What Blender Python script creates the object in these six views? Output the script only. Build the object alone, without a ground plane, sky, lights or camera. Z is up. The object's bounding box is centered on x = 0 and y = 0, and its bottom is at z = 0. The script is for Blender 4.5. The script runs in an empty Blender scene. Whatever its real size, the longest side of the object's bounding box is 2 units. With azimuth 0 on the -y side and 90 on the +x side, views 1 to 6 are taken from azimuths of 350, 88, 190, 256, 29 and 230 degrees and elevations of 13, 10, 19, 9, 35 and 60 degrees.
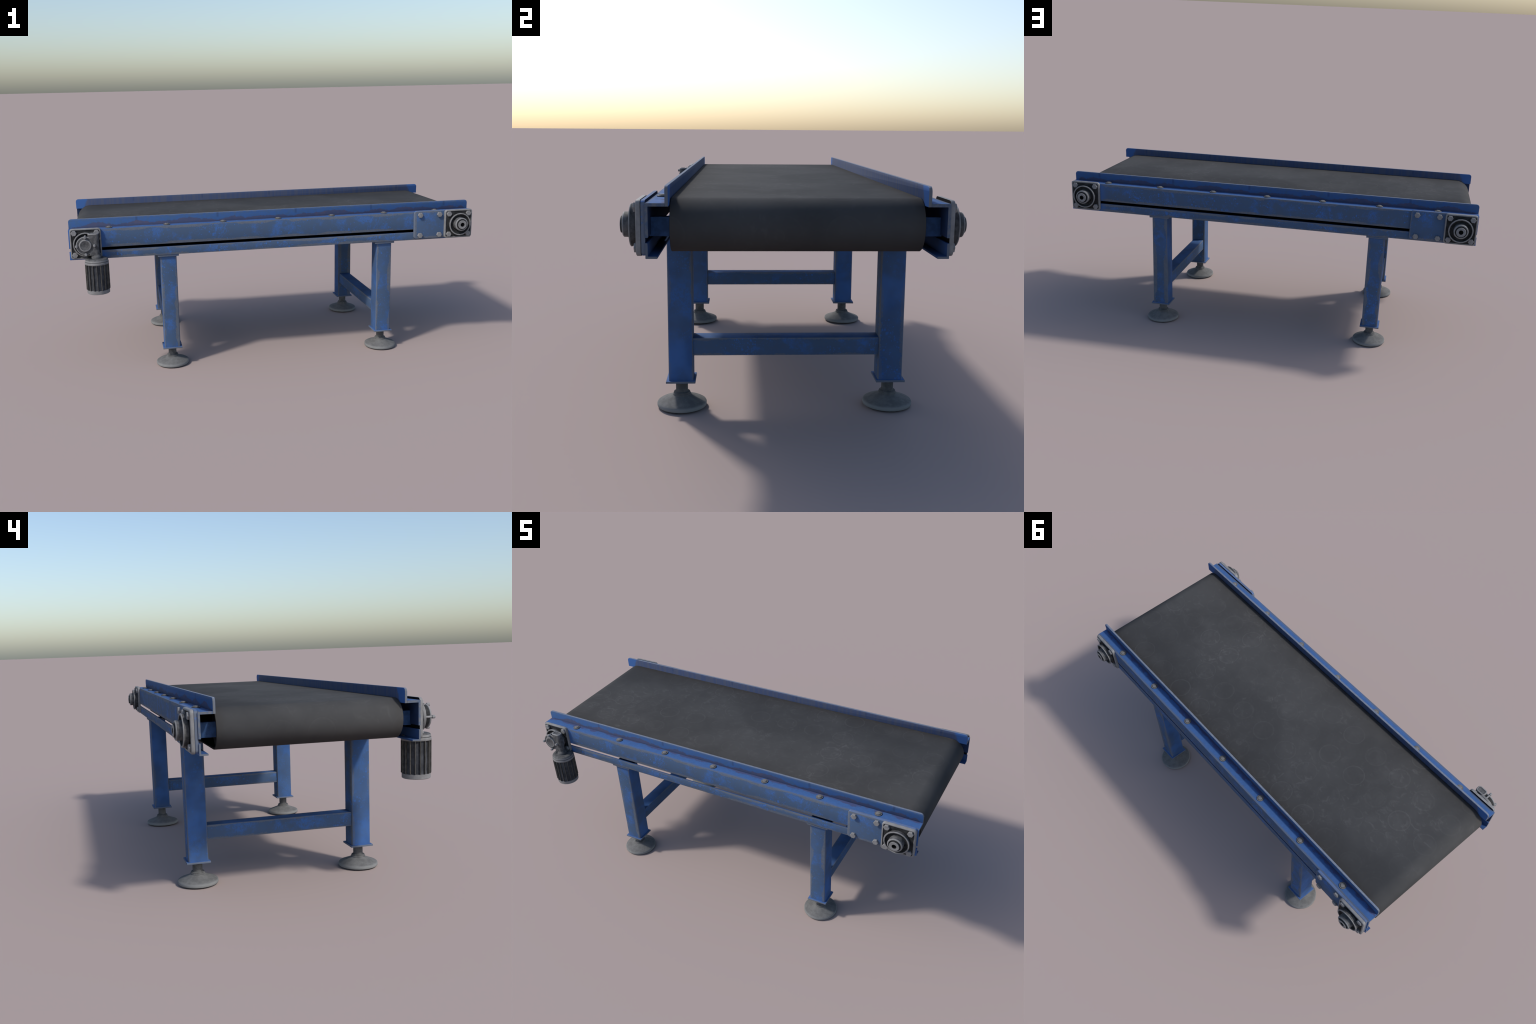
import bpy, bmesh, math, random
from mathutils import Vector, Matrix

random.seed(7)
D2R = math.radians

# ----------------------------------------------------------------------------
# main dimensions (metres).  d = distance of a surface from the machine's
# vertical mid plane, which lies at y = YC.
# ----------------------------------------------------------------------------
YC = 0.0142
HALF_LEN = 1.0
SHAFT_X, SHAFT_Z = 0.9225, 0.6437
BELT_R, BELT_HW = 0.0707, 0.3262
WEB_OUT, WEB_IN = 0.3865, 0.3790
FLANGE_TOP, FLANGE_BOT = 0.7062, 0.6978
WEB_BOT = 0.6190
GUARD_IN, GUARD_OUT, GUARD_TOP = 0.3280, 0.3365, 0.7497
LOW_TOP, LOW_BOT, LOW_LIP = 0.6050, 0.5652, 0.3565
LEG_X, LEG_D, LEG_H = 0.5428, 0.3362, 0.0388
BRG_Z = 0.6420

# ----------------------------------------------------------------------------
# node helper
# ----------------------------------------------------------------------------
class Nodes:
    def __init__(self, name):
        self.mat = bpy.data.materials.new(name)
        self.mat.use_nodes = True
        self.t = self.mat.node_tree
        self.t.nodes.clear()
        self.out = self.t.nodes.new("ShaderNodeOutputMaterial")
        self.bsdf = self.t.nodes.new("ShaderNodeBsdfPrincipled")
        self.t.links.new(self.bsdf.outputs[0], self.out.inputs[0])

    def put(self, sock, v):
        if hasattr(v, "is_output"):
            self.t.links.new(v, sock)
        elif isinstance(v, (tuple, list)) and len(v) == 3 and sock.type == "RGBA":
            sock.default_value = (*v, 1)
        else:
            sock.default_value = v

    def coords(self):
        return self.t.nodes.new("ShaderNodeTexCoord").outputs["Object"]

    def normal(self):
        """object-space normal"""
        return self.t.nodes.new("ShaderNodeTexCoord").outputs["Normal"]

    def rand(self):
        return self.t.nodes.new("ShaderNodeObjectInfo").outputs["Random"]

    def xyz(self, v):
        n = self.t.nodes.new("ShaderNodeSeparateXYZ")
        self.put(n.inputs[0], v)
        return n.outputs[0], n.outputs[1], n.outputs[2]

    def vec(self, x, y, z):
        n = self.t.nodes.new("ShaderNodeCombineXYZ")
        for i, v in enumerate((x, y, z)):
            self.put(n.inputs[i], v)
        return n.outputs[0]

    def m(self, op, a, b=0.0, c=0.0, clamp=False):
        n = self.t.nodes.new("ShaderNodeMath")
        n.operation, n.use_clamp = op, clamp
        self.put(n.inputs[0], a)
        self.put(n.inputs[1], b)
        self.put(n.inputs[2], c)
        return n.outputs[0]

    def add(self, a, b): return self.m("ADD", a, b)
    def sub(self, a, b): return self.m("SUBTRACT", a, b)
    def mul(self, a, b): return self.m("MULTIPLY", a, b)
    def mx(self, a, b): return self.m("MAXIMUM", a, b)
    def mn(self, a, b): return self.m("MINIMUM", a, b)
    def ab(self, a): return self.m("ABSOLUTE", a)

    def step(self, v, lo, hi, a=0.0, b=1.0):
        """smooth step of v between lo and hi, output a..b"""
        n = self.t.nodes.new("ShaderNodeMapRange")
        n.interpolation_type = "SMOOTHSTEP"
        for i, x in enumerate((v, lo, hi, a, b)):
            self.put(n.inputs[i], x)
        return n.outputs[0]

    def scale(self, v, s):
        n = self.t.nodes.new("ShaderNodeMapping")
        self.put(n.inputs[0], v)
        n.inputs["Scale"].default_value = s
        return n.outputs[0]

    def shift(self, v, w):
        n = self.t.nodes.new("ShaderNodeVectorMath")
        n.operation = "ADD"
        self.put(n.inputs[0], v)
        self.put(n.inputs[1], w)
        return n.outputs[0]

    def noise(self, v, s, detail=3.0, rough=0.55, dist=0.0):
        n = self.t.nodes.new("ShaderNodeTexNoise")
        self.put(n.inputs["Vector"], v)
        n.inputs["Scale"].default_value = s
        n.inputs["Detail"].default_value = detail
        n.inputs["Roughness"].default_value = rough
        n.inputs["Distortion"].default_value = dist
        return n.outputs[0]

    def cells(self, v, s, feature="F1"):
        n = self.t.nodes.new("ShaderNodeTexVoronoi")
        n.feature = feature
        self.put(n.inputs["Vector"], v)
        n.inputs["Scale"].default_value = s
        return n.outputs["Distance"], n.outputs["Color"]

    def white(self, v):
        n = self.t.nodes.new("ShaderNodeTexWhiteNoise")
        n.noise_dimensions = "3D"
        self.put(n.inputs[0], v)
        return n.outputs["Value"]

    def mix(self, f, a, b):
        n = self.t.nodes.new("ShaderNodeMix")
        n.data_type = "RGBA"
        self.put(n.inputs["Factor"], f)
        self.put(n.inputs["A"], a)
        self.put(n.inputs["B"], b)
        return n.outputs["Result"]

    def gain(self, col, f):
        """colour times a factor"""
        n = self.t.nodes.new("ShaderNodeMix")
        n.data_type, n.blend_type = "RGBA", "MULTIPLY"
        n.inputs["Factor"].default_value = 1.0
        self.put(n.inputs["A"], col)
        self.put(n.inputs["B"], f)
        return n.outputs["Result"]

    def finish(self, col, rough=0.6, spec=0.3, metal=0.0, height=None, bump=0.2, bump_d=0.001):
        b = self.bsdf
        self.put(b.inputs["Base Color"], col)
        self.put(b.inputs["Roughness"], rough)
        b.inputs["Specular IOR Level"].default_value = spec
        b.inputs["Metallic"].default_value = metal
        if height is not None:
            n = self.t.nodes.new("ShaderNodeBump")
            n.inputs["Strength"].default_value = bump
            n.inputs["Distance"].default_value = bump_d
            self.put(n.inputs["Height"], height)
            self.t.links.new(n.outputs[0], b.inputs["Normal"])
        return self.mat


BLUE = (0.045, 0.122, 0.340)
DEEP = (0.030, 0.080, 0.220)
SLATE = (0.055, 0.094, 0.170)
GREY = (0.108, 0.130, 0.165)
RIM = (0.270, 0.315, 0.400)
DIRT = (0.056, 0.064, 0.118)
STEEL = (0.205, 0.207, 0.212)
SOOT = (0.022, 0.023, 0.025)


def paint_colour(n, p, face, edge, clean, speck=1.0, streak=None, grey_w=0.009):
    """Worn blue paint.
    face  1 on rubbed faces (slate with blue left in specks), 0 on sheltered ones
    edge  distance to the nearest bare edge, clean  1 where the paint is untouched"""
    n1 = n.noise(p, 9.0, 2.0)
    n2 = n.noise(p, 70.0, 5.0, 0.70)
    n3 = n.noise(p, 240.0, 3.0, 0.65)
    cluster = n.step(n.noise(n.shift(p, (3.1, 1.7, 0.4)), 11.0, 2.0), 0.40, 0.68)
    # round flakes of kept paint, crowded inside the clusters
    wob = n.shift(p, n.vec(n.mul(n.sub(n3, 0.5), 0.0055), n.mul(n.sub(n2, 0.5), 0.0050), n.mul(n.sub(n2, n3), 0.0050)))
    d1, c1 = n.cells(wob, 105.0)
    cr, cg, cb = n.xyz(c1)
    size = n.mul(n.step(cr, 0.62, 1.0, 0.0, 0.55), n.add(0.25, n.mul(cluster, 0.85)))
    flake = n.step(n.sub(size, d1), -0.10, 0.12)
    scratch = n.step(n.add(n.mul(n3, 0.55), n.mul(n2, 0.75)), 0.735, 0.82)
    d2, c2 = n.cells(n.shift(wob, (0.7, 0.2, 1.9)), 215.0)
    er, eg, eb = n.xyz(c2)
    dust = n.step(n.sub(n.mul(n.step(er, 0.66, 1.0, 0.0, 0.60), n.add(0.15, cluster)), d2), -0.10, 0.12)
    fleck = n.mul(n.mx(n.mx(n.mul(flake, 0.95), n.mul(dust, 0.6)), n.mul(scratch, n.add(0.30, n.mul(cluster, 0.70)))), speck)
    cloud = n.mul(n.mul(n.step(n.noise(n.shift(p, (7.3, 2.2, 5.1)), 12.0, 4.0, 0.6), 0.50, 0.66), n.step(n.add(n.mul(n2, 0.6), n.mul(n3, 0.4)), 0.40, 0.58, 0.18, 1.0)), 0.85)
    blue = n.mx(n.mx(fleck, cloud), clean)
    if streak is not None:
        blue = n.mx(blue, streak)
    slate = n.mix(n.step(n1, 0.3, 0.7), SLATE, (0.058, 0.090, 0.152))
    slate = n.mix(n.mul(n.step(n2, 0.35, 0.7), 0.25), slate, (0.046, 0.100, 0.200))
    rubbed = n.mix(n.m("MULTIPLY", blue, 1.0, clamp=True), slate, BLUE)
    kept = n.mix(n.step(n1, 0.35, 0.65), BLUE, DEEP)
    kept = n.mix(n.mul(n.step(n2, 0.5, 0.75), 0.25), kept, SLATE)
    col = n.mix(face, kept, rubbed)
    # bare grey along the edges, with a ragged limit
    w = n.mul(n.step(n.noise(n.shift(p, (1.3, 9.2, 4.4)), 7.0, 2.0), 0.36, 0.60, 0.25, 1.0), grey_w)
    ragged = n.add(n.mul(n.sub(n2, 0.5), 0.020), n.mul(n.sub(n3, 0.5), 0.013))
    bare = n.step(n.sub(n.add(w, ragged), edge), -0.0006, 0.0014)
    bare = n.mul(n.mul(bare, n.sub(1.0, n.mul(clean, 0.92))), n.mul(face, n.sub(1.0, n.mul(fleck, 0.7))))
    col = n.mix(n.mul(bare, 0.93), col, n.mix(n.step(n2, 0.4, 0.6), GREY, (0.098, 0.112, 0.140)))
    return col, n2, n3


def box_edge(n, p, hx, hy, hz):
    """distance to the nearest edge of a box: the middle one of the three face distances"""
    x, y, z = n.xyz(p)
    a, b, c = n.sub(hx, n.ab(x)), n.sub(hy, n.ab(y)), n.sub(hz, n.ab(z))
    return n.mx(n.mn(a, b), n.mn(n.mx(a, b), c))


def mat_box(name, hx, hy, hz, axis, clean_top=False, grey_w=0.009, specks=1.0, faces=1.0):
    """paint for a tube or plate centred on its own origin; edges across 'axis' ends do not wear"""
    n = Nodes(name)
    p = n.coords()
    x, y, z = n.xyz(p)
    big = 9.0
    e = box_edge(n, p, hx if axis != "x" else big, hy if axis != "y" else big, hz if axis != "z" else big)
    q = n.shift(p, n.vec(n.mul(n.rand(), 3.0), n.mul(n.rand(), 1.7), 0.0))
    nx, ny, nz = n.xyz(n.normal())
    side = n.step(n.ab(ny), 0.4, 0.8)
    worn_e = n.add(e, n.step(n.ab(nx), 0.6, 0.9, 0.0, 0.0095)) if axis == "z" else e
    if axis == "z":                       # legs: outer faces rubbed, others partly
        face = n.add(n.mul(side, 0.45), n.step(n.noise(q, 6.0, 2.0), 0.36, 0.62, 0.15, 0.55))
        face = n.m("MULTIPLY", face, 1.25, clamp=True)
        clean = n.step(z, hz - 0.035, hz - 0.002, 0.0, 0.35)
    elif axis == "y":
        face = n.step(n.ab(nz), 0.5, 0.8, 0.92, 0.35)
        clean = 0.0
    else:
        face = n.step(n.ab(nz), 0.5, 0.8, 0.95, 0.10)
        clean = 0.0
    if clean == 0.0:
        clean = n.mul(n.rand(), 0.0)
    col, n2, n3 = paint_colour(n, q, n.mul(face, faces), worn_e, clean, specks, grey_w=grey_w)
    # bevel highlight tinted into the colour as a light line at the corners
    line = n.mul(n.step(e, 0.0042, 0.0012), n.step(n2, 0.38, 0.55, 0.35, 0.85))
    col = n.mix(n.mul(line, 0.75), col, (0.125, 0.150, 0.200))
    return n.finish(col, n.step(n2, 0.3, 0.7, 0.72, 0.88), 0.14, height=n3, bump=0.12, bump_d=0.0008)


def mat_rail():
    """web and flange of the main side rails; x along, outward = larger |y|"""
    n = Nodes("worn_blue_rail_paint")
    p = n.coords()
    x, y, z = n.xyz(p)
    nx, ny, nz = n.xyz(n.normal())
    web = n.step(n.ab(ny), 0.4, 0.8)
    outer = n.step(n.ab(y), WEB_IN + 0.003, WEB_IN + 0.005)
    e = n.mn(n.sub(FLANGE_TOP, z), n.sub(z, WEB_BOT))
    clean = n.step(n.ab(n.add(x, 0.0)), 0.80, 0.87)
    # slanting scrapes where the paint shows through again, repeated along the rail
    rep = n.mul(n.m("FRACT", n.m("DIVIDE", n.add(x, 0.302 + 0.389 + 0.778), 0.778)), 0.778)
    lx = n.sub(rep, 0.389 + 0.0)
    slant = n.add(lx, n.mul(n.sub(z, 0.660), -0.35))
    streaky = n.add(n.mul(n.noise(n.scale(n.vec(slant, 0.0, z), (95.0, 1.0, 30.0)), 1.0, 5.0, 0.72, 0.6), 0.7), n.mul(n.noise(p, 120.0, 4.0, 0.7), 0.3))
    band = n.mx(n.step(n.ab(n.add(slant, 0.012)), 0.014, 0.003), n.mul(n.step(n.ab(n.sub(slant, 0.022)), 0.026, 0.006), 0.85))
    streak = n.mul(n.mul(band, 0.9), n.step(streaky, 0.44, 0.58))
    col, n2, n3 = paint_colour(n, p, 1.0, e, clean, streak=streak, grey_w=0.0130)
    # flange: brighter paint with a few dull patches
    n1_ = n.noise(p, 8.0, 2.0)
    foul = n.step(n.sub(n.add(n.mul(n.noise(n.scale(p, (1.0, 2.0, 1.0)), 16.0, 4.0, 0.6), 0.075), 0.309), n.ab(y)), -0.003, 0.004)
    fl = n.mix(foul, n.mix(n.step(n2, 0.3, 0.7), (0.043, 0.106, 0.272), (0.040, 0.094, 0.232)), (0.050, 0.066, 0.150))
    rubbed = n.mul(n.step(n.add(n.ab(y), n.mul(n.sub(n2, 0.5), 0.010)), WEB_OUT - 0.0105, WEB_OUT - 0.0065), n.step(n1_, 0.32, 0.55, 0.25, 0.9))
    fl = n.mix(rubbed, fl, (0.082, 0.106, 0.155))
    inside = n.mix(n.step(n2, 0.3, 0.7), (0.016, 0.034, 0.095), (0.026, 0.050, 0.12))  # channel interior and underside coloured darker to deepen their shade
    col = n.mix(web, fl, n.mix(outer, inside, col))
    endcap = n.step(n.ab(nx), 0.5, 0.8)
    col = n.mix(endcap, col, n.mix(n.step(n2, 0.42, 0.62), (0.118, 0.130, 0.152), (0.070, 0.100, 0.160)))
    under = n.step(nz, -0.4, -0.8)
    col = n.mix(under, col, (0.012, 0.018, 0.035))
    return n.finish(col, n.step(n2, 0.3, 0.7, 0.72, 0.88), 0.14, height=n3, bump=0.12, bump_d=0.0008)


def mat_guard():
    n = Nodes("dirty_blue_guard_paint")
    p = n.coords()
    x, y, z = n.xyz(p)
    nx, ny, nz = n.xyz(n.normal())
    outer = n.step(n.ab(y), GUARD_IN + 0.003, GUARD_IN + 0.006)
    n2 = n.noise(p, 60.0, 4.0, 0.65)
    n3 = n.noise(p, 220.0, 3.0)
    run = n.noise(n.scale(p, (60.0, 0.0, 3.0)), 1.0, 3.0, 0.6)
    # grime creeping up the outer face with a scalloped limit
    limit = n.add(0.7105, n.mul(n.step(n.noise(n.vec(x, 0.0, 0.0), 5.5, 1.0), 0.30, 0.68), 0.0200))
    limit = n.add(limit, n.mul(n.sub(n.noise(n.vec(x, 0.0, n.mul(z, 0.4)), 42.0, 5.0, 0.66), 0.45), 0.030))
    grime = n.step(n.add(n.sub(limit, z), n.mul(n.sub(n2, 0.5), 0.006)), -0.0012, 0.0026)
    ends = n.sub(HALF_LEN, n.ab(x))
    grime = n.mul(grime, n.step(n.add(ends, n.mul(n.sub(z, 0.7), -0.9)), 0.004, 0.010))
    dirt = n.mix(n.step(n2, 0.35, 0.65), DIRT, (0.044, 0.060, 0.125))
    dirt = n.mix(n.mul(n.step(n.noise(p, 34.0, 3.0), 0.48, 0.68), 0.7), dirt, (0.070, 0.066, 0.108))
    dirt = n.mix(n.step(z, 0.7175, 0.7062, 0.0, 0.55), dirt, (0.030, 0.043, 0.090))
    top = n.mix(n.step(n2, 0.40, 0.66), (0.034, 0.086, 0.228), (0.038, 0.086, 0.192))
    top = n.mix(n.mul(n.step(z, GUARD_TOP - 0.012, GUARD_TOP - 0.001), n.step(n2, 0.38, 0.58, 0.1, 0.6)), top, (0.080, 0.112, 0.180))
    # small dark drips every 0.39 m below the top edge
    fr = n.mul(n.ab(n.sub(n.m("FRACT", n.m("DIVIDE", n.add(x, 2.045), 0.389)), 0.5)), 0.389)
    drip = n.mul(n.step(n.sub(0.1945, fr), 0.006, 0.002), 0.0)
    drip = n.mx(drip, n.mul(n.step(fr, 0.0075, 0.0025), n.step(z, 0.722, 0.732)))
    top = n.mix(n.mul(drip, 0.55), top, (0.026, 0.048, 0.12))
    out_col = n.mix(n.mul(grime, 0.95), top, dirt)
    # inner face: dull, with vertical runs, fresh paint near the ends
    inn = n.mix(n.step(run, 0.38, 0.62), (0.060, 0.074, 0.122), (0.044, 0.064, 0.135))
    inn = n.mix(n.mul(drip, 0.6), inn, (0.030, 0.048, 0.11))
    fresh = n.step(n.add(ends, n.add(n.mul(n.sub(z, 0.72), -0.45), n.mul(n.sub(n2, 0.5), 0.02))), 0.058, 0.044)
    inn = n.mix(fresh, inn, (0.033, 0.090, 0.255))
    col = n.mix(outer, inn, out_col)
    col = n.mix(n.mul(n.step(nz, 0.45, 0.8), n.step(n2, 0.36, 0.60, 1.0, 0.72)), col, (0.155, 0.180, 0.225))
    col = n.mix(n.step(n.ab(nx), 0.45, 0.8), col, (0.118, 0.132, 0.156))
    return n.finish(col, 0.8, 0.14, height=n3, bump=0.1, bump_d=0.0008)


def mat_low_rail():
    n = Nodes("worn_blue_lower_rail_paint")
    p = n.coords()
    x, y, z = n.xyz(p)
    nx, ny, nz = n.xyz(n.normal())
    e = n.mn(n.sub(LOW_TOP, z), n.sub(z, LOW_BOT))
    outer = n.mul(n.step(n.ab(y), WEB_OUT - 0.003, WEB_OUT - 0.001), n.step(n.ab(ny), 0.4, 0.8))
    clean = n.step(n.ab(x), 0.80, 0.87)
    q = n.shift(p, (0.37, 0.0, 0.55))
    lx = n.sub(n.mul(n.m("FRACT", n.m("DIVIDE", n.add(x, 0.302 + 0.389 + 0.778 - 0.012), 0.778)), 0.778), 0.389)
    streak = n.mul(n.step(n.ab(lx), 0.050, 0.020), n.step(n.noise(q, 75.0, 5.0, 0.7, 0.6), 0.46, 0.60))
    col, n2, n3 = paint_colour(n, q, 1.0, e, clean, streak=streak, grey_w=0.0125)
    col = n.mix(outer, n.mix(n.step(n2, 0.35, 0.65), (0.025, 0.068, 0.20), (0.034, 0.070, 0.165)), col)
    endcap = n.step(n.ab(nx), 0.5, 0.8)
    col = n.mix(endcap, col, (0.100, 0.118, 0.150))
    return n.finish(col, 0.8, 0.14, height=n3, bump=0.12, bump_d=0.0008)


def mat_belt():
    """dark rubber with faint round press marks on a square grid and cloudy scuffs"""
    n = Nodes("scuffed_black_rubber")
    p = n.coords()
    x, y, z = n.xyz(p)
    ax = n.ab(x)
    th = n.m("ARCTAN2", n.mx(n.sub(ax, SHAFT_X), 0.0), n.sub(z, SHAFT_Z))
    s = n.mul(n.m("SIGN", x), n.add(n.mn(ax, SHAFT_X), n.mul(th, BELT_R)))
    pitch = 0.1513
    u = n.m("DIVIDE", n.add(s, 0.003), pitch)
    v = n.m("DIVIDE", n.add(y, 0.0352), pitch)
    iu, iv = n.m("ROUND", u), n.m("ROUND", v)
    w1 = n.white(n.vec(iu, iv, 0.3))
    w2 = n.white(n.vec(iu, iv, 4.7))
    w3 = n.white(n.vec(iu, iv, 9.1))
    du = n.sub(n.mul(n.sub(u, iu), pitch), n.mul(n.sub(w1, 0.5), 0.008))
    dv = n.sub(n.mul(n.sub(v, iv), pitch), n.mul(n.sub(w2, 0.5), 0.008))
    flat = n.vec(s, y, 0.0)
    big = n.noise(flat, 3.2, 3.0, 0.55)
    mid = n.noise(flat, 17.0, 5.0, 0.62, 0.6)
    fine = n.noise(flat, 85.0, 4.0, 0.65)
    grain = n.noise(flat, 420.0, 2.0)
    smear = n.noise(n.scale(flat, (1.0, 1.25, 1.0)), 26.0, 5.0, 0.66, 0.9)
    r = n.m("SQRT", n.add(n.mul(du, du), n.mul(dv, dv)))
    r = n.add(r, n.mul(n.sub(mid, 0.5), 0.006))
    broken = n.step(fine, 0.28, 0.52, 0.25, 1.0)
    ring = n.mul(n.step(n.ab(n.sub(r, 0.0492)), 0.0032, 0.0008), n.mul(broken, n.add(0.22, n.mul(w3, 0.70))))
    ring = n.mx(ring, n.mul(n.step(n.ab(n.sub(r, 0.0455)), 0.0022, 0.0005), n.mul(broken, n.mul(w2, 0.5))))
    shadow_ring = n.mul(n.step(n.ab(n.sub(r, 0.0525)), 0.003, 0.001), n.mul(w3, 0.5))
    disc = n.mul(n.step(r, 0.047, 0.034), n.mul(n.step(mid, 0.38, 0.68), n.mul(w1, 0.42)))
    scuff = n.mx(n.mul(n.step(smear, 0.50, 0.72), n.step(big, 0.36, 0.60)), n.mul(n.step(n.noise(n.shift(flat, (4.0, 1.0, 0.0)), 48.0, 5.0, 0.7, 0.8), 0.56, 0.74), n.step(mid, 0.40, 0.60)))
    region = n.step(n.noise(n.shift(flat, (9.0, 3.0, 0.0)), 2.6, 3.0, 0.6), 0.40, 0.58, 0.42, 1.0)
    region = n.mul(region, n.step(ax, SHAFT_X - 0.03, SHAFT_X + 0.05, 1.0, 0.42))
    haze = n.mul(n.step(n.noise(flat, 9.0, 5.0, 0.65, 0.5), 0.48, 0.72), 0.27)
    light = n.m("MULTIPLY", region, n.add(n.mx(n.mx(n.mul(disc, 0.8), n.mul(scuff, 0.72)), haze), n.mul(ring, 0.44)), clamp=True)
    base = n.mix(n.step(big, 0.35, 0.66), (0.0440, 0.0450, 0.0466), (0.0560, 0.0570, 0.0586))
    base = n.mix(n.mul(n.step(fine, 0.35, 0.65), 0.25), base, (0.054, 0.0545, 0.055))
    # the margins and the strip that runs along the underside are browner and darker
    marg = n.step(n.ab(y), 0.285, 0.325)
    base = n.mix(n.mul(marg, 0.45), base, (0.046, 0.044, 0.042))
    base = n.mix(n.mul(shadow_ring, 0.45), base, (0.045, 0.045, 0.047))
    col = n.mix(n.mul(light, 0.75), base, (0.092, 0.092, 0.094))
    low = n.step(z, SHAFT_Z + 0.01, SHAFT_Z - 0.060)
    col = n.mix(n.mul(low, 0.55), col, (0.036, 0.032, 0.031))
    # inner surface and the cut side are nearly black
    nx, ny, nz = n.xyz(n.normal())
    inn = n.step(n.ab(ny), 0.4, 0.7)
    col = n.mix(inn, col, (0.030, 0.029, 0.028))
    return n.finish(col, 0.9, 0.05, height=n.add(n.mul(grain, 0.5), fine), bump=0.10, bump_d=0.0006)


def mat_plain(name, col, rough=0.65, spec=0.25):
    n = Nodes(name)
    p = n.coords()
    v = n.noise(p, 60.0, 3.0)
    dark = tuple(c * 0.7 for c in col)
    return n.finish(n.mix(n.step(v, 0.35, 0.65), col, dark), rough, spec)


def mat_steel(name, lo=(0.160, 0.161, 0.164), hi=STEEL, scale=40.0, warm=0.0, rough=0.5):
    """dull cast metal: blotchy grey with soot in the blotches"""
    n = Nodes(name)
    p = n.shift(n.coords(), n.vec(n.mul(n.rand(), 5.0), 0.0, 0.0))
    a = n.noise(p, scale, 4.0, 0.6)
    b = n.noise(p, scale * 5, 3.0, 0.6)
    col = n.mix(n.step(a, 0.34, 0.66), lo, hi)
    col = n.mix(n.mul(n.step(b, 0.5, 0.75), 0.35), col, lo)
    if warm:
        col = n.mix(n.mul(n.step(b, 0.55, 0.7), warm), col, (0.16, 0.12, 0.08))
    return n.finish(col, rough + 0.1, 0.25, 0.0, height=b, bump=0.12, bump_d=0.0006)


def mat_button():
    """dark washer with a paler worn button in the middle"""
    n = Nodes("tarnished_button_steel")
    p = n.coords()
    x, y, z = n.xyz(p)
    a = n.noise(p, 110.0, 3.0, 0.6)
    r = n.m("SQRT", n.add(n.mul(x, x), n.mul(y, y)))
    pale = n.mx(n.step(z, 0.0045, 0.0062), n.mul(n.step(r, 0.0120, 0.0132), n.step(r, 0.0154, 0.0146)))
    col = n.mix(pale, (0.060, 0.060, 0.061), n.mix(n.step(a, 0.35, 0.65), (0.125, 0.124, 0.123), (0.165, 0.165, 0.166)))
    return n.finish(col, 0.65, 0.25, height=a, bump=0.1, bump_d=0.0005)


def mat_foot():
    """grey moulded foot, darker toward the spindle"""
    n = Nodes("grey_foot_rubber")
    p = n.coords()
    x, y, z = n.xyz(p)
    q = n.shift(p, n.vec(n.mul(n.rand(), 3.0), 0.0, 0.0))
    a = n.noise(q, 45.0, 4.0, 0.6)
    b = n.noise(q, 190.0, 3.0, 0.6)
    col = n.mix(n.step(a, 0.33, 0.67), (0.108, 0.109, 0.110), (0.144, 0.145, 0.145))
    col = n.mix(n.mul(n.step(b, 0.45, 0.72), 0.35), col, (0.092, 0.093, 0.094))
    rim = n.mul(n.step(z, 0.019, 0.011), n.step(z, 0.0022, 0.0040))
    col = n.mix(n.mul(rim, 0.75), col, (0.215, 0.224, 0.224))
    stem = n.step(z, 0.036, 0.050)
    col = n.mix(n.mul(stem, 0.75), col, n.mix(n.step(a, 0.35, 0.65), (0.062, 0.063, 0.064), (0.105, 0.107, 0.107)))
    col = n.mix(n.mul(n.step(z, 0.0034, 0.0018), 0.85), col, (0.035, 0.036, 0.037))
    return n.finish(col, 0.85, 0.12, height=b, bump=0.15, bump_d=0.0008)


# ----------------------------------------------------------------------------
# geometry helpers
# ----------------------------------------------------------------------------
SCENE = bpy.context.scene.collection


def make(name, bm, mats, parent=None, loc=(0, 0, 0), rot=0.0, angle=35.0):
    bmesh.ops.remove_doubles(bm, verts=bm.verts, dist=1e-6)
    bmesh.ops.recalc_face_normals(bm, faces=bm.faces)
    me = bpy.data.meshes.new(name)
    bm.to_mesh(me)
    bm.free()
    for mt in mats if isinstance(mats, (list, tuple)) else [mats]:
        me.materials.append(mt)
    for f in me.polygons:
        f.use_smooth = True
    me.set_sharp_from_angle(angle=D2R(angle))
    return place(name, me, parent, loc, rot)


def place(name, me, parent=None, loc=(0, 0, 0), rot=0.0):
    ob = bpy.data.objects.new(name, me)
    SCENE.objects.link(ob)
    ob.location = loc
    ob.rotation_euler = (0, 0, rot)
    ob.parent = parent
    return ob


def bevel(bm, edges, w, seg=2):
    bmesh.ops.bevel(bm, geom=list(edges), offset=w, offset_type="OFFSET", segments=seg, profile=0.5, affect="EDGES", clamp_overlap=True)


def box(bm, c, h, bev=0.0, seg=2, only=None):
    """box with centre c and half sizes h; 'only' keeps the bevel to edges along that axis"""
    r = bmesh.ops.create_cube(bm, size=2.0, matrix=Matrix.Translation(c) @ Matrix.Diagonal((*h, 1.0)))
    if bev:
        es = {e for v in r["verts"] for e in v.link_edges}
        if only is not None:
            es = {e for e in es if abs((e.verts[0].co - e.verts[1].co).normalized()[only]) > 0.9}
        bevel(bm, es, bev, seg)


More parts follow.
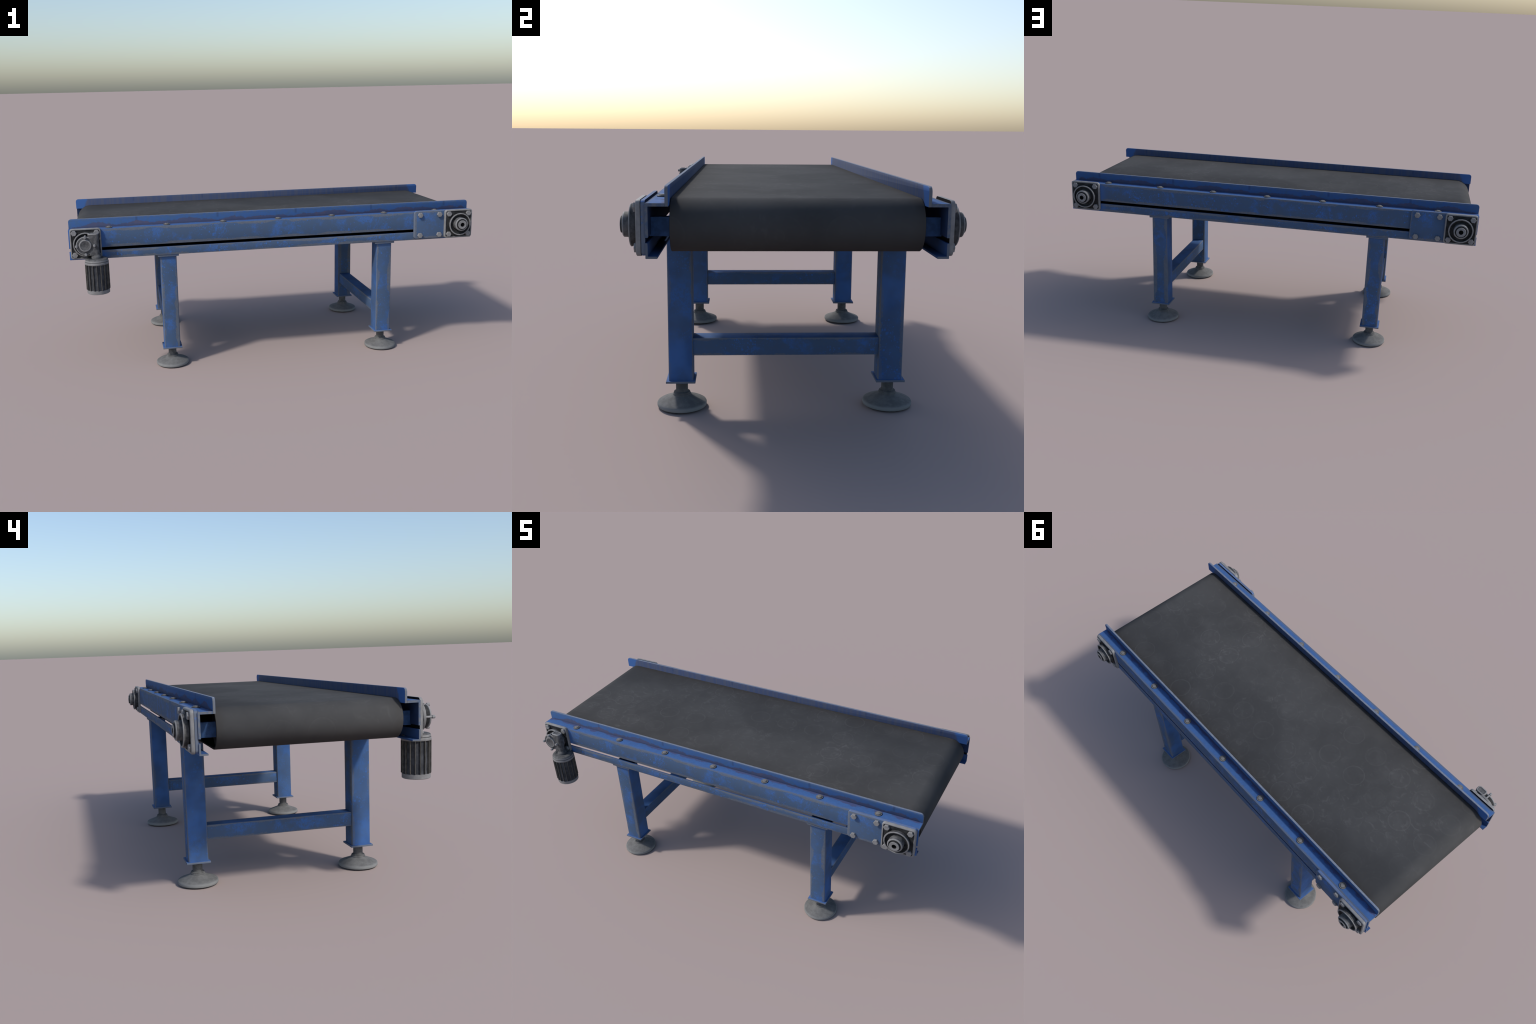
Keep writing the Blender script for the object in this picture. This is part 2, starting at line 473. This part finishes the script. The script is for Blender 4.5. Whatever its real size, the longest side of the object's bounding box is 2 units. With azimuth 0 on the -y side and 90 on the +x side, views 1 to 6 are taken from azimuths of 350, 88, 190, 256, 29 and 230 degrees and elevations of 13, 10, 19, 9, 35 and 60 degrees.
def prism_x(bm, pts, x0, x1, n=1):
    """closed (y, z) outline swept along x in n steps"""
    rings = [[bm.verts.new((x0 + (x1 - x0) * i / n, y, z)) for y, z in pts] for i in range(n + 1)]
    k = len(pts)
    for a, b in zip(rings, rings[1:]):
        for i in range(k):
            bm.faces.new((a[i], a[(i + 1) % k], b[(i + 1) % k], b[i]))
    bm.faces.new(rings[0])
    bm.faces.new(list(reversed(rings[-1])))


def prism(bm, pts, axis, a, b):
    """closed outline extruded along an axis ('y': points are (x, z); 'z': points are (x, y))"""
    f = (lambda p, h: (p[0], h, p[1])) if axis == "y" else (lambda p, h: (p[0], p[1], h))
    r0 = [bm.verts.new(f(p, a)) for p in pts]
    r1 = [bm.verts.new(f(p, b)) for p in pts]
    k = len(pts)
    faces = [bm.faces.new((r0[i], r0[(i + 1) % k], r1[(i + 1) % k], r1[i])) for i in range(k)]
    c0 = bm.faces.new(r0)
    c1 = bm.faces.new(list(reversed(r1)))
    return faces, c0, c1


def lathe(bm, prof, c=(0, 0, 0), axis="z", seg=32, mat=None, phase=0.0):
    """profile of (radius, height) pairs turned about an axis; axis 'y' points outward to -y"""
    rings = []
    for r, h in prof:
        ring = []
        for i in range(seg):
            t = 2 * math.pi * (i + phase) / seg
            a, b = r * math.cos(t), r * math.sin(t)
            ring.append(bm.verts.new((c[0] + a, c[1] + b, c[2] + h) if axis == "z" else (c[0] + a, c[1] - h, c[2] + b)))
        rings.append(ring)
    for j, (p, q) in enumerate(zip(rings, rings[1:])):
        for i in range(seg):
            f = bm.faces.new((p[i], p[(i + 1) % seg], q[(i + 1) % seg], q[i]))
            if mat:
                f.material_index = mat[j]
    f0, f1 = bm.faces.new(list(reversed(rings[0]))), bm.faces.new(rings[-1])
    if mat:
        f0.material_index, f1.material_index = mat[0], mat[-1]


def rounded_rect(hx, hz, r, seg=5, cx=0.0, cz=0.0):
    pts = []
    for sx, sz, a0 in ((1, 1, 0), (-1, 1, 90), (-1, -1, 180), (1, -1, 270)):
        for i in range(seg + 1):
            t = D2R(a0 + 90 * i / seg)
            pts.append((cx + sx * (hx - r) + r * math.cos(t), cz + sz * (hz - r) + r * math.sin(t)))
    return pts


# ----------------------------------------------------------------------------
# materials
# ----------------------------------------------------------------------------
M_RAIL, M_GUARD, M_LOW, M_BELT, M_FOOT = mat_rail(), mat_guard(), mat_low_rail(), mat_belt(), mat_foot()
LEG_Z0, LEG_Z1 = 0.0955, 0.5550
LEG_HZ = (LEG_Z1 - LEG_Z0) / 2
BAR_HX, BAR_HZ, BAR_Z = 0.0310, 0.0290, 0.2055
BAR_HY = LEG_D - LEG_H
M_LEG = mat_box("worn_blue_leg_paint", LEG_H, LEG_H, LEG_HZ, "z", grey_w=0.0205)
M_BAR = mat_box("worn_blue_crossbar_paint", BAR_HX, 9.0, BAR_HZ, "y", grey_w=0.0075)
M_TOPPL = mat_box("worn_blue_cap_plate_paint", 0.0502, 0.0485, 0.0050, "none", grey_w=0.016, specks=0.8)
M_BASEPL = mat_box("worn_blue_base_plate_paint", 0.0468, 0.0468, 0.0034, "none", grey_w=0.014, specks=0.8)
M_TENS = mat_box("worn_blue_tension_plate_paint", 0.1515, 0.0, 0.0712, "none", grey_w=0.0120, specks=1.1)
M_SHAFT = mat_plain("blue_shaft_paint", (0.036, 0.090, 0.220))
M_DRUM = mat_plain("sooty_drum_metal", (0.020, 0.020, 0.021))
M_STEEL = mat_steel("dull_cast_steel")
M_BOLT = mat_steel("zinc_bolt_steel", (0.165, 0.167, 0.172), (0.215, 0.217, 0.224), 90.0)
M_RIVET = mat_button()
M_RECESS_SHADE = mat_steel("recess_metal_painted_occlusion", (0.014, 0.015, 0.016), (0.032, 0.033, 0.035), 55.0, rough=0.7)  # ambient occlusion of the castings' hollows, baked into a dark base colour
M_MID = mat_steel("greasy_cast_metal", (0.048, 0.049, 0.052), (0.100, 0.102, 0.106), 60.0, rough=0.6)
M_FIN = mat_steel("dark_fin_metal", (0.050, 0.048, 0.045), (0.088, 0.085, 0.080), 60.0, warm=0.2)
M_CORE = mat_steel("blue_black_motor_shell", (0.028, 0.031, 0.037), (0.060, 0.065, 0.076), 35.0, rough=0.6)
M_BLACK = mat_plain("flange_back_painted_shade", (0.006, 0.006, 0.007), 0.8, 0.1)  # unlit rear of the cast flanges, blackened by colour
M_HOLE = mat_plain("dark_bore", (0.008, 0.008, 0.009), 0.8, 0.1)
M_NAVY = mat_plain("blue_plate_back_painted_shadow", (0.010, 0.018, 0.045), 0.8, 0.1)  # shadow on the tension plate's rear, put into its base colour

# ----------------------------------------------------------------------------
# the conveyor
# ----------------------------------------------------------------------------
root = bpy.data.objects.new("belt_conveyor", None)
SCENE.objects.link(root)
root["label"] = "worn blue belt conveyor with dark rubber belt, four legs and a motor"
root["category"] = "belt conveyor"

# --- belt: a closed loop round the two drums ---------------------------------
def stadium(r, seg=28):
    pts = []
    for i in range(seg + 1):
        t = math.pi / 2 - math.pi * i / seg
        pts.append((SHAFT_X + r * math.cos(t), SHAFT_Z + r * math.sin(t)))
    for i in range(seg + 1):
        t = -math.pi / 2 - math.pi * i / seg
        pts.append((-SHAFT_X + r * math.cos(t), SHAFT_Z + r * math.sin(t)))
    return pts

bm = bmesh.new()
e = 0.0012
loops = []
for y, r in ((-BELT_HW + e, BELT_R), (BELT_HW - e, BELT_R), (BELT_HW, BELT_R - e), (BELT_HW, BELT_R - 0.006), (-BELT_HW, BELT_R - 0.006), (-BELT_HW, BELT_R - e)):
    loops.append([bm.verts.new((x, y, z)) for x, z in stadium(r)])
k = len(loops[0])
for a, b in zip(loops, loops[1:] + loops[:1]):
    for i in range(k):
        bm.faces.new((a[i], a[(i + 1) % k], b[(i + 1) % k], b[i]))
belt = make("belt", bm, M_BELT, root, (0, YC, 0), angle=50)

# --- drums with their square blue shaft ends ---------------------------------
bm = bmesh.new()
lathe(bm, [(0.030, -BELT_HW + 0.012), (BELT_R - 0.0066, -BELT_HW + 0.012), (BELT_R - 0.0066, BELT_HW - 0.012), (0.030, BELT_HW - 0.012)], axis="y", seg=48)
drum = make("drum", bm, M_DRUM, root, (SHAFT_X, YC, SHAFT_Z))
bm = bmesh.new()
box(bm, (0, 0, 0), (0.0125, WEB_IN + 0.004, 0.0255), 0.0012)
shaft = make("drum_shaft", bm, M_SHAFT, drum, (0, 0, -0.0045))
drum2 = place("drum", drum.data, root, (-SHAFT_X, YC, SHAFT_Z))
place("drum_shaft", shaft.data, drum2, (0, 0, -0.0030))

# --- side rails (web + flange), guards and lower angle rails ------------------
for s in (-1, 1):
    bm = bmesh.new()
    t = GUARD_OUT + 0.0002
    prism_x(bm, [(s * t, FLANGE_BOT), (s * t, FLANGE_TOP), (s * WEB_OUT, FLANGE_TOP), (s * WEB_OUT, WEB_BOT), (s * WEB_IN, WEB_BOT), (s * WEB_IN, FLANGE_BOT)], -HALF_LEN, HALF_LEN)
    es = [ed for ed in bm.edges if abs(ed.verts[0].co.x - ed.verts[1].co.x) > 1 and abs(abs(ed.verts[0].co.y) - t) > 1e-4]
    bevel(bm, es, 0.0011, 2)
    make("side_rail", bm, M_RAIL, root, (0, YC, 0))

    bm = bmesh.new()
    r = 0.0125
    out = [(HALF_LEN, FLANGE_BOT)]
    for i in range(7):
        a = D2R(90 * i / 6)
        out.append((HALF_LEN - r + r * math.cos(a), GUARD_TOP - r + r * math.sin(a)))
    outline = out + [(-x, z) for x, z in reversed(out)]
    prism(bm, outline, "y", s * GUARD_IN, s * GUARD_OUT)
    es = [ed for ed in bm.edges if abs(ed.verts[0].co.y - ed.verts[1].co.y) < 1e-6 and max(v.co.z for v in ed.verts) > FLANGE_TOP]
    bevel(bm, es, 0.0012, 2)
    make("side_guard", bm, M_GUARD, root, (0, YC, 0), angle=50)

    bm = bmesh.new()
    prism_x(bm, [(s * WEB_OUT, LOW_BOT), (s * WEB_OUT, LOW_TOP), (s * (WEB_OUT - 0.006), LOW_TOP), (s * (WEB_OUT - 0.006), LOW_BOT + 0.0058), (s * LOW_LIP, LOW_BOT + 0.0058), (s * LOW_LIP, LOW_BOT)], -HALF_LEN, HALF_LEN)
    es = [ed for ed in bm.edges if abs(ed.verts[0].co.x - ed.verts[1].co.x) > 1]
    bevel(bm, es, 0.0009, 2)
    make("lower_rail", bm, M_LOW, root, (0, YC, 0))

# --- button bolts along the flanges -------------------------------------------
bm = bmesh.new()
lathe(bm, [(0.0158, -0.001), (0.0162, 0.0005), (0.0162, 0.0024), (0.0150, 0.0036), (0.0112, 0.0037), (0.0106, 0.0046), (0.0098, 0.0063), (0.0085, 0.0069), (0.0002, 0.0070)], seg=24)
button = None
for s in (-1, 1):
    for i in range(7):
        loc = (0.2714 * (i - 3), YC + s * 0.3590, FLANGE_TOP)
        if button is None:
            button = make("rail_bolt", bm, M_RIVET, root, loc, angle=40)
        else:
            place("rail_bolt", button.data, root, loc, random.random() * 6)

# --- legs ----------------------------------------------------------------------
bm = bmesh.new()
box(bm, (0, 0, 0), (LEG_H, LEG_H, LEG_HZ), 0.0050, 3, only=2)
leg_me = None
bars = {}
for sx in (-1, 1):
    for s in (-1, 1):
        loc = (sx * LEG_X, YC + s * LEG_D, (LEG_Z0 + LEG_Z1) / 2)
        if leg_me is None:
            leg = make("leg", bm, M_LEG, root, loc)
            leg_me = leg.data
            b2 = bmesh.new()
            box(b2, (0, 0, 0), (0.0502, 0.0485, 0.0050), 0.0010)
            cap = make("cap_plate", b2, M_TOPPL, leg)
            b2 = bmesh.new()
            box(b2, (0, 0, 0), (0.0468, 0.0468, 0.0034), 0.0009)
            base = make("base_plate", b2, M_BASEPL, leg)
            b2 = bmesh.new()
            lathe(b2, [(0.0700, 0.0), (0.0755, 0.0005), (0.0765, 0.0020), (0.0790, 0.0030), (0.0800, 0.0055), (0.0800, 0.0125), (0.0785, 0.0155), (0.0745, 0.0180),
                       (0.0600, 0.0238), (0.0450, 0.0298), (0.0345, 0.0345), (0.0300, 0.0372), (0.0286, 0.0385), (0.0292, 0.0400), (0.0288, 0.0420), (0.0268, 0.0430), (0.0262, 0.0440),
                       (0.0268, 0.0455), (0.0262, 0.0478), (0.0240, 0.0490), (0.0205, 0.0492), (0.0194, 0.0500), (0.0194, 0.0890), (0.002, 0.0890)], seg=40)
            foot = make("levelling_foot", b2, M_FOOT, leg, angle=40)
            kids = [(cap, (0, -s * 0.0012, LEG_Z1 + 0.0052 - loc[2])), (base, (0, s * 0.0005, LEG_Z0 - 0.0034 - loc[2])), (foot, (0, 0, -loc[2]))]
            for kid, kl in kids:
                kid.location = kl
        else:
            leg = place("leg", leg_me, root, loc)
            for kid, kl in kids:
                place(kid.name.split(".")[0], kid.data, leg, (kl[0], abs(kl[1]) * (1 if s > 0 else -1) * (1 if kid is base else -1), kl[2]), random.random() * 6 if kid is foot else 0.0)

bm = bmesh.new()
box(bm, (0, 0, 0), (BAR_HX, BAR_HY, BAR_HZ), 0.0030, 2, only=1)
bar = make("crossbar", bm, M_BAR, root, (LEG_X, YC, BAR_Z))
place("crossbar", bar.data, root, (-LEG_X, YC, BAR_Z))

# --- hexagon bolt head, axis toward -y ------------------------------------------
def hex_bolt(parent, loc, name="hex_bolt", turn=0.0):
    global HEX
    if HEX is None:
        b = bmesh.new()
        R = 0.0136
        lathe(b, [(R * 0.98, -0.002), (R, 0.0), (R, 0.0082), (R * 0.90, 0.0098), (0.0005, 0.0099)], axis="y", seg=6)
        ob = make(name, b, M_BOLT, parent, loc, angle=25)
        HEX = ob.data
    else:
        ob = place(name, HEX, parent, loc)
    ob.rotation_euler = (0, turn, 0)
    return ob

HEX = None

# --- flange bearings --------------------------------------------------------------
# local frame: outward is -y, y = 0 is the mounting face, origin on the bearing axis
def square_flange(b, hx, hz, depth, rim, floor, mats):
    """square casting with a raised rounded rim and a recessed floor coloured dark for occlusion"""
    rings = [(rounded_rect(hx, hz, 0.0130), 0.0), (rounded_rect(hx, hz, 0.0130), -(depth - 0.0035)), (rounded_rect(hx - 0.0012, hz - 0.0012, 0.0120), -(depth - 0.0012)),
             (rounded_rect(hx - 0.0035, hz - 0.0035, 0.0105), -depth), (rounded_rect(hx - rim + 0.0015, hz - rim + 0.0015, 0.0085), -depth),
             (rounded_rect(hx - rim, hz - rim, 0.0075), -(depth - 0.0008)), (rounded_rect(hx - rim - 0.0012, hz - rim - 0.0012, 0.0065), -floor)]
    vs = [[b.verts.new((x, y, z)) for x, z in pts] for pts, y in rings]
    k = len(vs[0])
    for j, (p, q) in enumerate(zip(vs, vs[1:])):
        for i in range(k):
            f = b.faces.new((p[i], p[(i + 1) % k], q[(i + 1) % k], q[i]))
            f.material_index = mats[1] if j >= 5 else mats[0]
    back = b.faces.new(list(reversed(vs[0])))
    back.material_index = mats[2]
    b.faces.new(vs[-1]).material_index = mats[1]

BRG_MATS = [M_STEEL, M_RECESS_SHADE, M_BLACK, M_HOLE, M_MID]

def housing_ring(b, out):
    # flared collar: outer cone, lip, and an inner bowl with its shade painted in
    lathe(b, [(0.0500, 0.009), (0.0520, 0.0130), (0.0540, out - 0.006), (0.0565, out - 0.0035), (0.0568, out - 0.0012), (0.0556, out), (0.0518, out), (0.0508, out - 0.0010), (0.0468, out - 0.010),
              (0.0390, out - 0.0125), (0.0376, out - 0.0105), (0.0364, out - 0.0110), (0.0356, 0.011), (0.004, 0.011)],
          axis="y", seg=22, mat=[1, 4, 4, 0, 0, 0, 0, 1, 1, 1, 4, 1, 1], phase=0.5)

BEARING = None
def bearing(loc, rot):
    global BEARING
    if BEARING is None:
        b = bmesh.new()
        square_flange(b, 0.0733, 0.0720, 0.0125, 0.0072, 0.0092, (0, 1, 2))
        housing_ring(b, 0.0330)
        # hub sleeve and hollow shaft tip
        lathe(b, [(0.0335, 0.0112), (0.0335, 0.0490), (0.0325, 0.0515), (0.0300, 0.0530), (0.0278, 0.0530), (0.0268, 0.0520), (0.0262, 0.0495), (0.0226, 0.0495), (0.0222, 0.0580), (0.0212, 0.0592),
                  (0.0104, 0.0592), (0.0096, 0.0582), (0.0094, 0.0480), (0.001, 0.0480)], c=(0, 0, 0.0017), axis="y", seg=24,
              mat=[4, 0, 0, 0, 0, 1, 1, 1, 0, 0, 3, 3, 3])
        ob = make("bearing", b, BRG_MATS, root, loc, rot, angle=38)
        BEARING = ob.data
    else:
        ob = place("bearing", BEARING, root, loc, rot)
    for i, (x, z) in enumerate(((-1, 1), (1, 1), (-1, -1), (1, -1))):
        hex_bolt(ob, (x * 0.0515, -0.0092, z * 0.0515), turn=random.choice((0, 0, 0.1, -0.08)))
    return ob

PLATE_T = 0.0118
bearing((SHAFT_X, YC - WEB_OUT - PLATE_T - 0.0002, BRG_Z), 0.0)
bearing((-SHAFT_X, YC + WEB_OUT + PLATE_T + 0.0002, BRG_Z), math.pi)
bearing((SHAFT_X, YC + WEB_OUT + 0.0002, BRG_Z), math.pi)

# --- tension plates behind two of the bearings ------------------------------------------
bm = bmesh.new()
HX, HZ = 0.1515, 0.0712
vs = []
for off, y in ((0.0, 0.0), (0.0, -(PLATE_T - 0.003)), (0.0010, -(PLATE_T - 0.0009)), (0.0030, -PLATE_T)):
    vs.append([bm.verts.new((x, y, z)) for x, z in rounded_rect(HX - off, HZ - off, 0.0135 - off, 6)])
k = len(vs[0])
for p, q in zip(vs, vs[1:]):
    for i in range(k):
        bm.faces.new((p[i], p[(i + 1) % k], q[(i + 1) % k], q[i]))
bm.faces.new(list(reversed(vs[0]))).material_index = 1
bm.faces.new(vs[-1])
PX = 0.6920 + HX
plate = make("tension_plate", bm, [M_TENS, M_NAVY], root, (PX, YC - WEB_OUT - 0.0002, BRG_Z), angle=50)
plate2 = place("tension_plate", plate.data, root, (-PX, YC + WEB_OUT + 0.0002, BRG_Z), math.pi)
for pl in (plate, plate2):
    for x in (0.7215, 0.8235):
        for z in (0.6925, 0.5895):
            hex_bolt(pl, (x - PX, -PLATE_T, z - BRG_Z), turn=random.choice((0, 0.05, -0.05)))

# --- gear motor --------------------------------------------------------------------------
# local frame as for the bearings: origin on the drum axis, y = 0 on the rail
GM = (-SHAFT_X, YC - WEB_OUT - 0.0002, BRG_Z)
bm = bmesh.new()
square_flange(bm, 0.0715, 0.0720, 0.0125, 0.0072, 0.0092, (0, 1, 2))
lathe(bm, [(0.0500, 0.009), (0.0520, 0.0130), (0.0545, 0.0240), (0.0568, 0.0290), (0.0570, 0.0318), (0.0556, 0.0330), (0.0518, 0.0330), (0.0506, 0.0318), (0.0440, 0.0250), (0.004, 0.0250)],
      axis="y", seg=22, mat=[1, 4, 0, 0, 0, 0, 1, 1, 1], phase=0.5)
gear = make("gear_motor", bm, BRG_MATS, root, GM, angle=38)
for x, z in ((-1, 1), (1, 1), (-1, -1), (1, -1)):
    hex_bolt(gear, (x * 0.0515, -0.0092, z * 0.0515))

# gear housing: round body, worm box to one side, hub cap in the middle
bm = bmesh.new()
lathe(bm, [(0.0395, 0.0240), (0.0400, 0.0540), (0.0425, 0.0555), (0.0430, 0.0585), (0.0420, 0.0605), (0.0395, 0.0612), (0.0280, 0.0608), (0.002, 0.0608)], axis="y", seg=40, mat=[1, 0, 0, 0, 0, 4, 4])
lathe(bm, [(0.0285, 0.0600), (0.0285, 0.0640), (0.0278, 0.0660), (0.0255, 0.0672), (0.0225, 0.0670), (0.0205, 0.0660), (0.002, 0.0658)], c=(-0.001, 0, 0.0015), axis="y", seg=32, mat=[0, 0, 0, 0, 4, 4])
def worm_outline(inset):
    return [(max(x, 0.012 + inset), y) for x, y in rounded_rect(0.0250 - inset, 0.0165 - inset, 0.0135 - inset, 7, 0.0365, -0.0450)]

levels = [(0.0, -0.0470, 4), (0.0, 0.0500, 4), (0.0004, 0.0530, 0), (0.0014, 0.0543, 0), (0.0028, 0.0548, 0), (0.0054, 0.0548, 0), (0.0062, 0.0545, 0), (0.0068, 0.0528, 4)]
rings = [[bm.verts.new((x, y, z)) for x, y in worm_outline(i)] for i, z, m_ in levels]
k = len(rings[0])
for (p, q), (i_, z_, m_) in zip(zip(rings, rings[1:]), levels[1:]):
    for i in range(k):
        bm.faces.new((p[i], p[(i + 1) % k], q[(i + 1) % k], q[i])).material_index = m_
bm.faces.new(list(reversed(rings[0]))).material_index = 4
bm.faces.new(rings[-1]).material_index = 4
housing = make("gear_housing", bm, BRG_MATS, gear, angle=40)
bm = bmesh.new()
lathe(bm, [(0.0042, 0.0245), (0.0042, 0.0620), (0.0062, 0.0622), (0.0062, 0.0715), (0.0050, 0.0735), (0.0004, 0.0738)], axis="y", seg=14)
stud = None
for k_ in range(4):
    a = k_ * math.pi / 2
    loc = (0.0402 * math.cos(a), 0, 0.0402 * math.sin(a))
    if stud is None:
        stud = make("stud", bm, M_BOLT, gear, loc)
    else:
        place("stud", stud.data, gear, loc)

# motor body: neck, domed end bell, finned barrel, foot ring
MX, MY = -0.8772 - GM[0], (YC - 0.4312) - GM[1]
bm = bmesh.new()
z0 = BRG_Z
prof = [(0.002, 0.4140), (0.0490, 0.4140), (0.0518, 0.4160), (0.0520, 0.4320), (0.0478, 0.4322), (0.0478, 0.5530), (0.0540, 0.5532), (0.0547, 0.5545), (0.0547, 0.5625), (0.0538, 0.5640), (0.0512, 0.5645),
        (0.0512, 0.5655), (0.0530, 0.5660), (0.0534, 0.5690), (0.0520, 0.5735), (0.0490, 0.5770), (0.0440, 0.5790), (0.0240, 0.5792), (0.0238, 0.5885), (0.0225, 0.5915), (0.0200, 0.5930), (0.0180, 0.5985), (0.001, 0.5990)]
mats = [0, 0, 0, 0, 1, 0, 0, 0, 0, 3, 3, 3, 2, 2, 3, 3, 3, 3, 3, 3, 3, 3]
lathe(bm, [(r, z - z0) for r, z in prof], seg=54, mat=mats)
motor = make("motor", bm, [M_STEEL, M_CORE, M_STEEL, M_MID], gear, (MX, MY, 0), angle=40)
bm = bmesh.new()
box(bm, (0, -0.0505, (0.4300 + 0.5535) / 2 - z0), (0.0013, 0.0046, (0.5535 - 0.4300) / 2), 0.0007, 1)
for v in bm.verts:                       # fins are cut back a little at their lower end
    if v.co.z < 0.4310 - z0 and v.co.y < -0.053:
        v.co.z += 0.004
fin = make("cooling_fin", bm, M_FIN, motor)
for i in range(1, 18):
    place("cooling_fin", fin.data, motor, (0, 0, 0), 2 * math.pi * i / 18)
